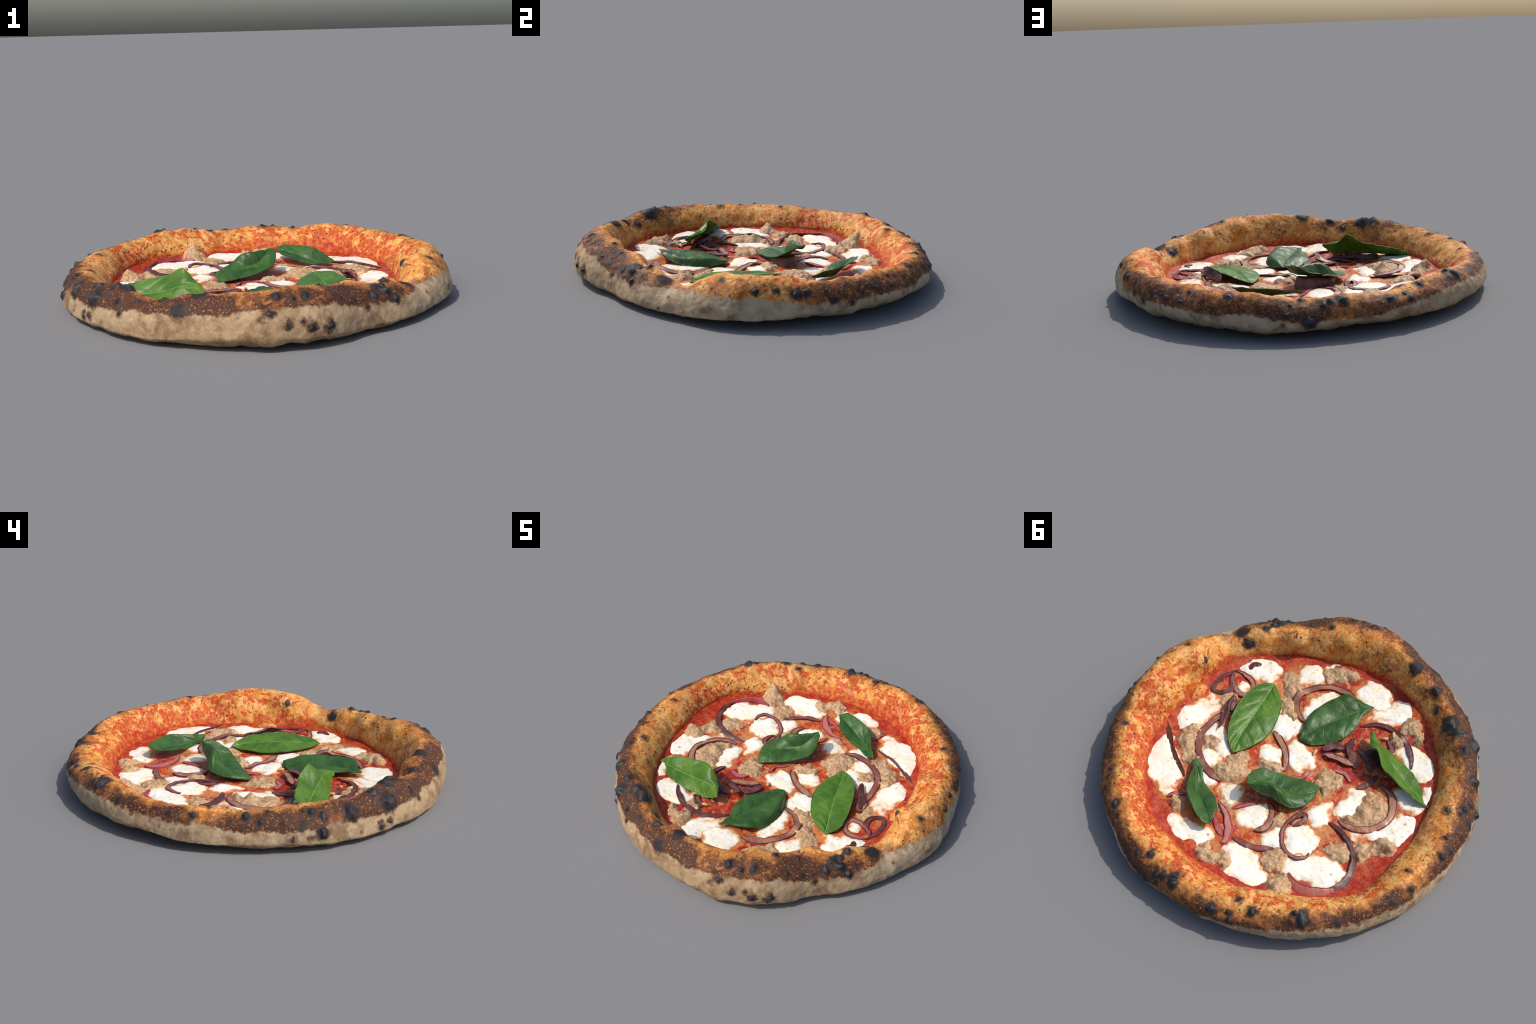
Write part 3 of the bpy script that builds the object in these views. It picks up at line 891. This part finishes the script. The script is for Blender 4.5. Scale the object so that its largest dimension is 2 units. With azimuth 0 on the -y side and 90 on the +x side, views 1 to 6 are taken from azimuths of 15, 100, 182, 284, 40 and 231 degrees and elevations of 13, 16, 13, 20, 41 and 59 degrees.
sausage((.389, -.275), (.405, -.329), (.357, -.364), (.313, -.344), (.311, -.285), (.351, -.260), tall=.034)
sausage((.455, -.329), (.445, -.379), (.401, -.409), (.379, -.374), (.413, -.319), tall=.014)
sausage((-.224, -.526), (-.218, -.565), (-.270, -.559), (-.292, -.530), (-.264, -.506))
sausage((.567, .041), (.559, -.016), (.515, -.046), (.495, .002), (.508, .054))
sausage((.341, -.212), (.321, -.260), (.250, -.251), (.223, -.212), (.270, -.178), tall=.014)
sausage((-.211, .281), (-.200, .242), (-.230, .237), (-.263, .270), (-.244, .293), tall=.014)
sausage((.061, .425), (.060, .381), (.003, .396), (-.002, .444), tall=.018)

# ---- small puffed bubbles of dough at the foot of the rim
for cx, cy, rx, ry, tall in ((.672, .103, .034, .058, .024), (-.050, .705, .050, .036, .020)):
    a = np.arange(10) / 10 * TAU
    rot = math.atan2(cy, cx)
    ring_pts = [(cx + rx * math.cos(t) * math.cos(rot) - ry * math.sin(t) * math.sin(rot),
                 cy + rx * math.cos(t) * math.sin(rot) + ry * math.sin(t) * math.cos(rot)) for t in a]
    lump("dough_bubble", ring_pts,
         lambda d, X, Y, tall=tall: tall * np.sqrt(smooth(0, 0.06, d + 0.005)) * (1 + 0.3 * perlin(np.stack([X, Y, X * 0], -1) * 18))
         + np.minimum(d, 0) * 0.5, DOUGH, 0.004, local=False)

# ---- onion slices
onion((.626, .346), (.540, .392), (.446, .437), (.358, .464), (.282, .482), width=.026, seared=True, tilt=.7)
onion((.457, .031), (.472, .097), (.464, .181), (.436, .264), (.374, .325), (.289, .358), (.203, .363), (.145, .347), width=.034)
onion((.217, -.064), (.127, -.046), (.045, -.010), (-.014, .053), width=.034)
onion((.652, -.160), (.673, -.071), (.655, .006), (.622, .028), (.580, -.017), (.593, -.071), (.652, -.123), width=.024, seared=True)
onion((.658, -.140), (.617, -.090), (.536, -.070), (.498, -.088), (.498, -.137), (.539, -.173), (.606, -.173), (.654, -.150), width=.026)
onion((.148, -.230), (.221, -.235), (.285, -.277), (.307, -.347), (.283, -.426), (.230, -.496), (.156, -.533), (.115, -.547), width=.040)
onion((-.056, -.446), (-.098, -.508), (-.161, -.550), (-.238, -.563), (-.318, -.547), (-.382, -.512), (-.434, -.464), width=.024, seared=True)
onion((-.390, -.278), (-.478, -.278), (-.537, -.243), (-.580, -.169), (-.570, -.084), (-.524, -.017), (-.472, .015), (-.417, .021), width=.036)
onion((-.394, .070), (-.465, .055), (-.557, .066), (-.635, .111), (-.686, .186), (-.702, .274), (-.671, .351), (-.617, .407), width=.036, seared=True, tilt=.5)
onion((-.700, .290), (-.671, .351), (-.617, .407), (-.553, .427), (-.489, .418), width=.044, pink=True, tilt=.5, thick=.022)
onion((-.261, .096), (-.258, .184), (-.276, .267), (-.319, .317), (-.380, .344), (-.443, .336), (-.472, .301), (-.470, .263), width=.018)
onion((-.115, .234), (-.167, .254), (-.208, .309), (-.212, .356), (-.191, .392), width=.034)
onion((-.153, .501), (-.220, .480), (-.283, .442), (-.334, .380), width=.026)
onion((.049, .434), (-.027, .448), (-.097, .487), (-.141, .535), (-.147, .569), width=.030, pink=True)
onion((-.002, .499), (-.056, .526), (-.115, .537), width=.022, pink=True)
onion((-.022, .400), (-.051, .333), (-.083, .283), width=.018, pink=True)
onion((-.050, -.184), (-.068, -.240), (-.118, -.278), width=.040, seared=True, lift=.022)
onion((-.071, -.175), (-.138, -.212), (-.223, -.250), width=.034, lift=.018)
onion((-.112, -.345), (-.135, -.300), (-.200, -.270), (-.240, -.250), width=.034, seared=True, rise=(.050, .022, .006, .0))
onion((-.210, -.506), (-.264, -.481), (-.296, -.452), width=.026, seared=True)
onion((-.176, -.148), (-.225, -.185), (-.286, -.171), width=.024, pink=True)
onion((-.335, -.167), (-.355, -.245), (-.345, -.310), width=.026, seared=True)
onion((-.052, .061), (-.103, .010), (-.101, -.054), width=.020, pink=True)
onion((.238, .624), (.228, .581), (.195, .532), width=.014, pink=True)
onion((-.283, .227), (-.263, .188), (-.280, .141), (-.302, .148), (-.309, .189), (-.292, .227), width=.022, seared=True)
onion((-.20, -.36), (-.27, -.37), (-.34, -.34), width=.040, seared=True, lift=.020)
onion((-.16, -.33), (-.24, -.33), (-.31, -.29), width=.030, seared=True, lift=.014)
onion((.455, .040), (.490, -.005), (.520, -.015), width=.026, seared=True, lift=.016)

onion((.612, -.212), (.622, -.250), (.600, -.285), width=.022, seared=True, lift=.001)
onion((.505, -.020), (.480, .045), (.430, .100), (.400, .170), width=.040, seared=True, tilt=.9, lift=.022, rise=(.020, .034, .022, .0))

# ---- dark fill closing the gap under the two raised leaves
def heap(outline, top_fn):
    lump("under_leaf_fill", outline,
         lambda d, X, Y: np.where(d > 0, smooth(0, 0.018, d) * np.maximum(top_fn(X, Y) - sauce_level(X, Y), 0.004)
                                  * (1 + 0.10 * perlin(np.stack([X, Y, X * 0], -1) * 40)), d * 0.5),
         SEARED, 0.004, warp=0.006)


heap([(.018, .190), (-.050, .246), (-.120, .196), (-.195, .136), (-.205, .055), (-.120, .060), (-.040, .110)],
     lambda X, Y: 0.050 + 0.15 * ((X + .22) * .58 + (Y + .02) * .81))
heap([(-.165, -.430), (-.280, -.378), (-.360, -.352), (-.440, -.352), (-.480, -.372), (-.440, -.410), (-.350, -.425), (-.240, -.430)],
     lambda X, Y: 0.036 + (Y + .46) * (0.16 + 1.7 * (X + .56)))

# ---- basil leaves
basil([[(.466, -.271, .056)],
       [(.507, -.183, .078), (.436, -.208, .064), (.371, -.233, .066)],
       [(.464, -.023, .102), (.373, -.078, .084), (.298, -.177, .066)],
       [(.380, .112, .102), (.318, .052, .086), (.219, -.042, .064)],
       [(.300, .174, .088), (.277, .141, .080), (.214, .080, .066)],
       [(.242, .192, .070)]], LEAF_BRIGHT, ripple=.006, wave=.5)
basil([[(-.018, -.579, .078)],
       [(.036, -.551, .088), (.024, -.532, .086), (.010, -.512, .080), (-.004, -.504, .078), (-.018, -.495, .074)],
       [(.134, -.514, .094), (.100, -.492, .100), (.035, -.435, .080), (-.010, -.427, .080), (-.048, -.420, .070)],
       [(.180, -.418, .064), (.150, -.402, .098), (.060, -.345, .080), (.000, -.326, .080), (-.056, -.310, .064)],
       [(.184, -.310, .050), (.154, -.294, .096), (.080, -.240, .082), (.032, -.224, .080), (-.012, -.212, .060)],
       [(.146, -.206, .054), (.126, -.200, .084), (.085, -.170, .078), (.056, -.165, .074), (.032, -.160, .060)],
       [(.088, -.138, .068)]], LEAF_DEEP)
basil([[(-.656, -.385, .060)],
       [(-.602, -.350, .096), (-.585, -.385, .066), (-.585, -.418, .050)],
       [(-.553, -.336, .118), (-.535, -.390, .072), (-.550, -.438, .050)],
       [(-.451, -.325, .142), (-.460, -.392, .080), (-.455, -.460, .058)],
       [(-.362, -.317, .162), (-.372, -.398, .098), (-.350, -.468, .060)],
       [(-.282, -.347, .202), (-.280, -.410, .126), (-.256, -.462, .060)],
       [(-.226, -.358, .150), (-.212, -.412, .136), (-.200, -.450, .072)],
       [(-.165, -.412, .130), (-.160, -.436, .130), (-.155, -.456, .104)],
       [(-.137, -.456, .118)]], LEAF_BRIGHT, teeth=.006, wave=.45)
basil([[(.000, .286, .174)],
       [(.036, .245, .172), (.008, .238, .148), (-.012, .240, .150), (-.036, .242, .166), (-.054, .262, .136)],
       [(.050, .155, .128), (-.012, .165, .102), (-.046, .180, .112), (-.075, .200, .166), (-.108, .226, .118)],
       [(.000, .098, .088), (-.054, .126, .086), (-.090, .150, .098), (-.128, .180, .158), (-.166, .206, .106)],
       [(-.075, .040, .068), (-.106, .082, .084), (-.136, .112, .092), (-.176, .162, .122), (-.216, .174, .092)],
       [(-.125, .004, .060), (-.154, .040, .080), (-.185, .075, .088), (-.214, .110, .092), (-.240, .126, .082)],
       [(-.172, -.026, .056), (-.194, .000, .072), (-.214, .025, .078), (-.232, .046, .078), (-.246, .062, .074)],
       [(-.206, -.030, .058)]], LEAF_DEEP, wave=.5)
basil([[(.338, .366, .098)],
       [(.275, .435, .112), (.275, .405, .078), (.280, .369, .080)],
       [(.190, .525, .132), (.200, .465, .075), (.200, .415, .062)],
       [(.110, .560, .134), (.105, .500, .092), (.095, .430, .082)],
       [(.012, .582, .132), (.015, .531, .110), (.020, .466, .098)],
       [(-.025, .570, .122), (-.025, .545, .112), (-.010, .510, .104)],
       [(-.040, .545, .113)]], LEAF_DEEP)

# ---- pine nuts
for (px, py, pa) in ((-.194, -.495, .6), (-.024, -.150, 1.9), (-.30, -.47, 1.2), (-.21, -.545, 2.4)):
    nu, nv = 14, 10
    a = np.linspace(0, TAU, nu, endpoint=False)
    b = np.linspace(0.05, math.pi - 0.05, nv)
    A, B = np.meshgrid(a, b, indexing='ij')
    V = np.stack([np.cos(B) * 0.020, np.sin(B) * np.cos(A) * (0.009 - 0.002 * np.cos(B)), np.sin(B) * np.sin(A) * 0.008], -1)
    fs = grid_faces(nu, nv, wrap_u=True).tolist() + [[i * nv for i in range(nu)][::-1], [i * nv + nv - 1 for i in range(nu)]]
    z = float(sauce_level(np.array([px]), np.array([py]))[0]) + 0.016
    nut = make("pine_nut", V.reshape(-1, 3), fs, NUT)
    nut.matrix_basis = Matrix.Translation((px, py, z)) @ Matrix.Rotation(pa, 4, 'Z') @ Matrix.Rotation(0.25, 4, 'Y')
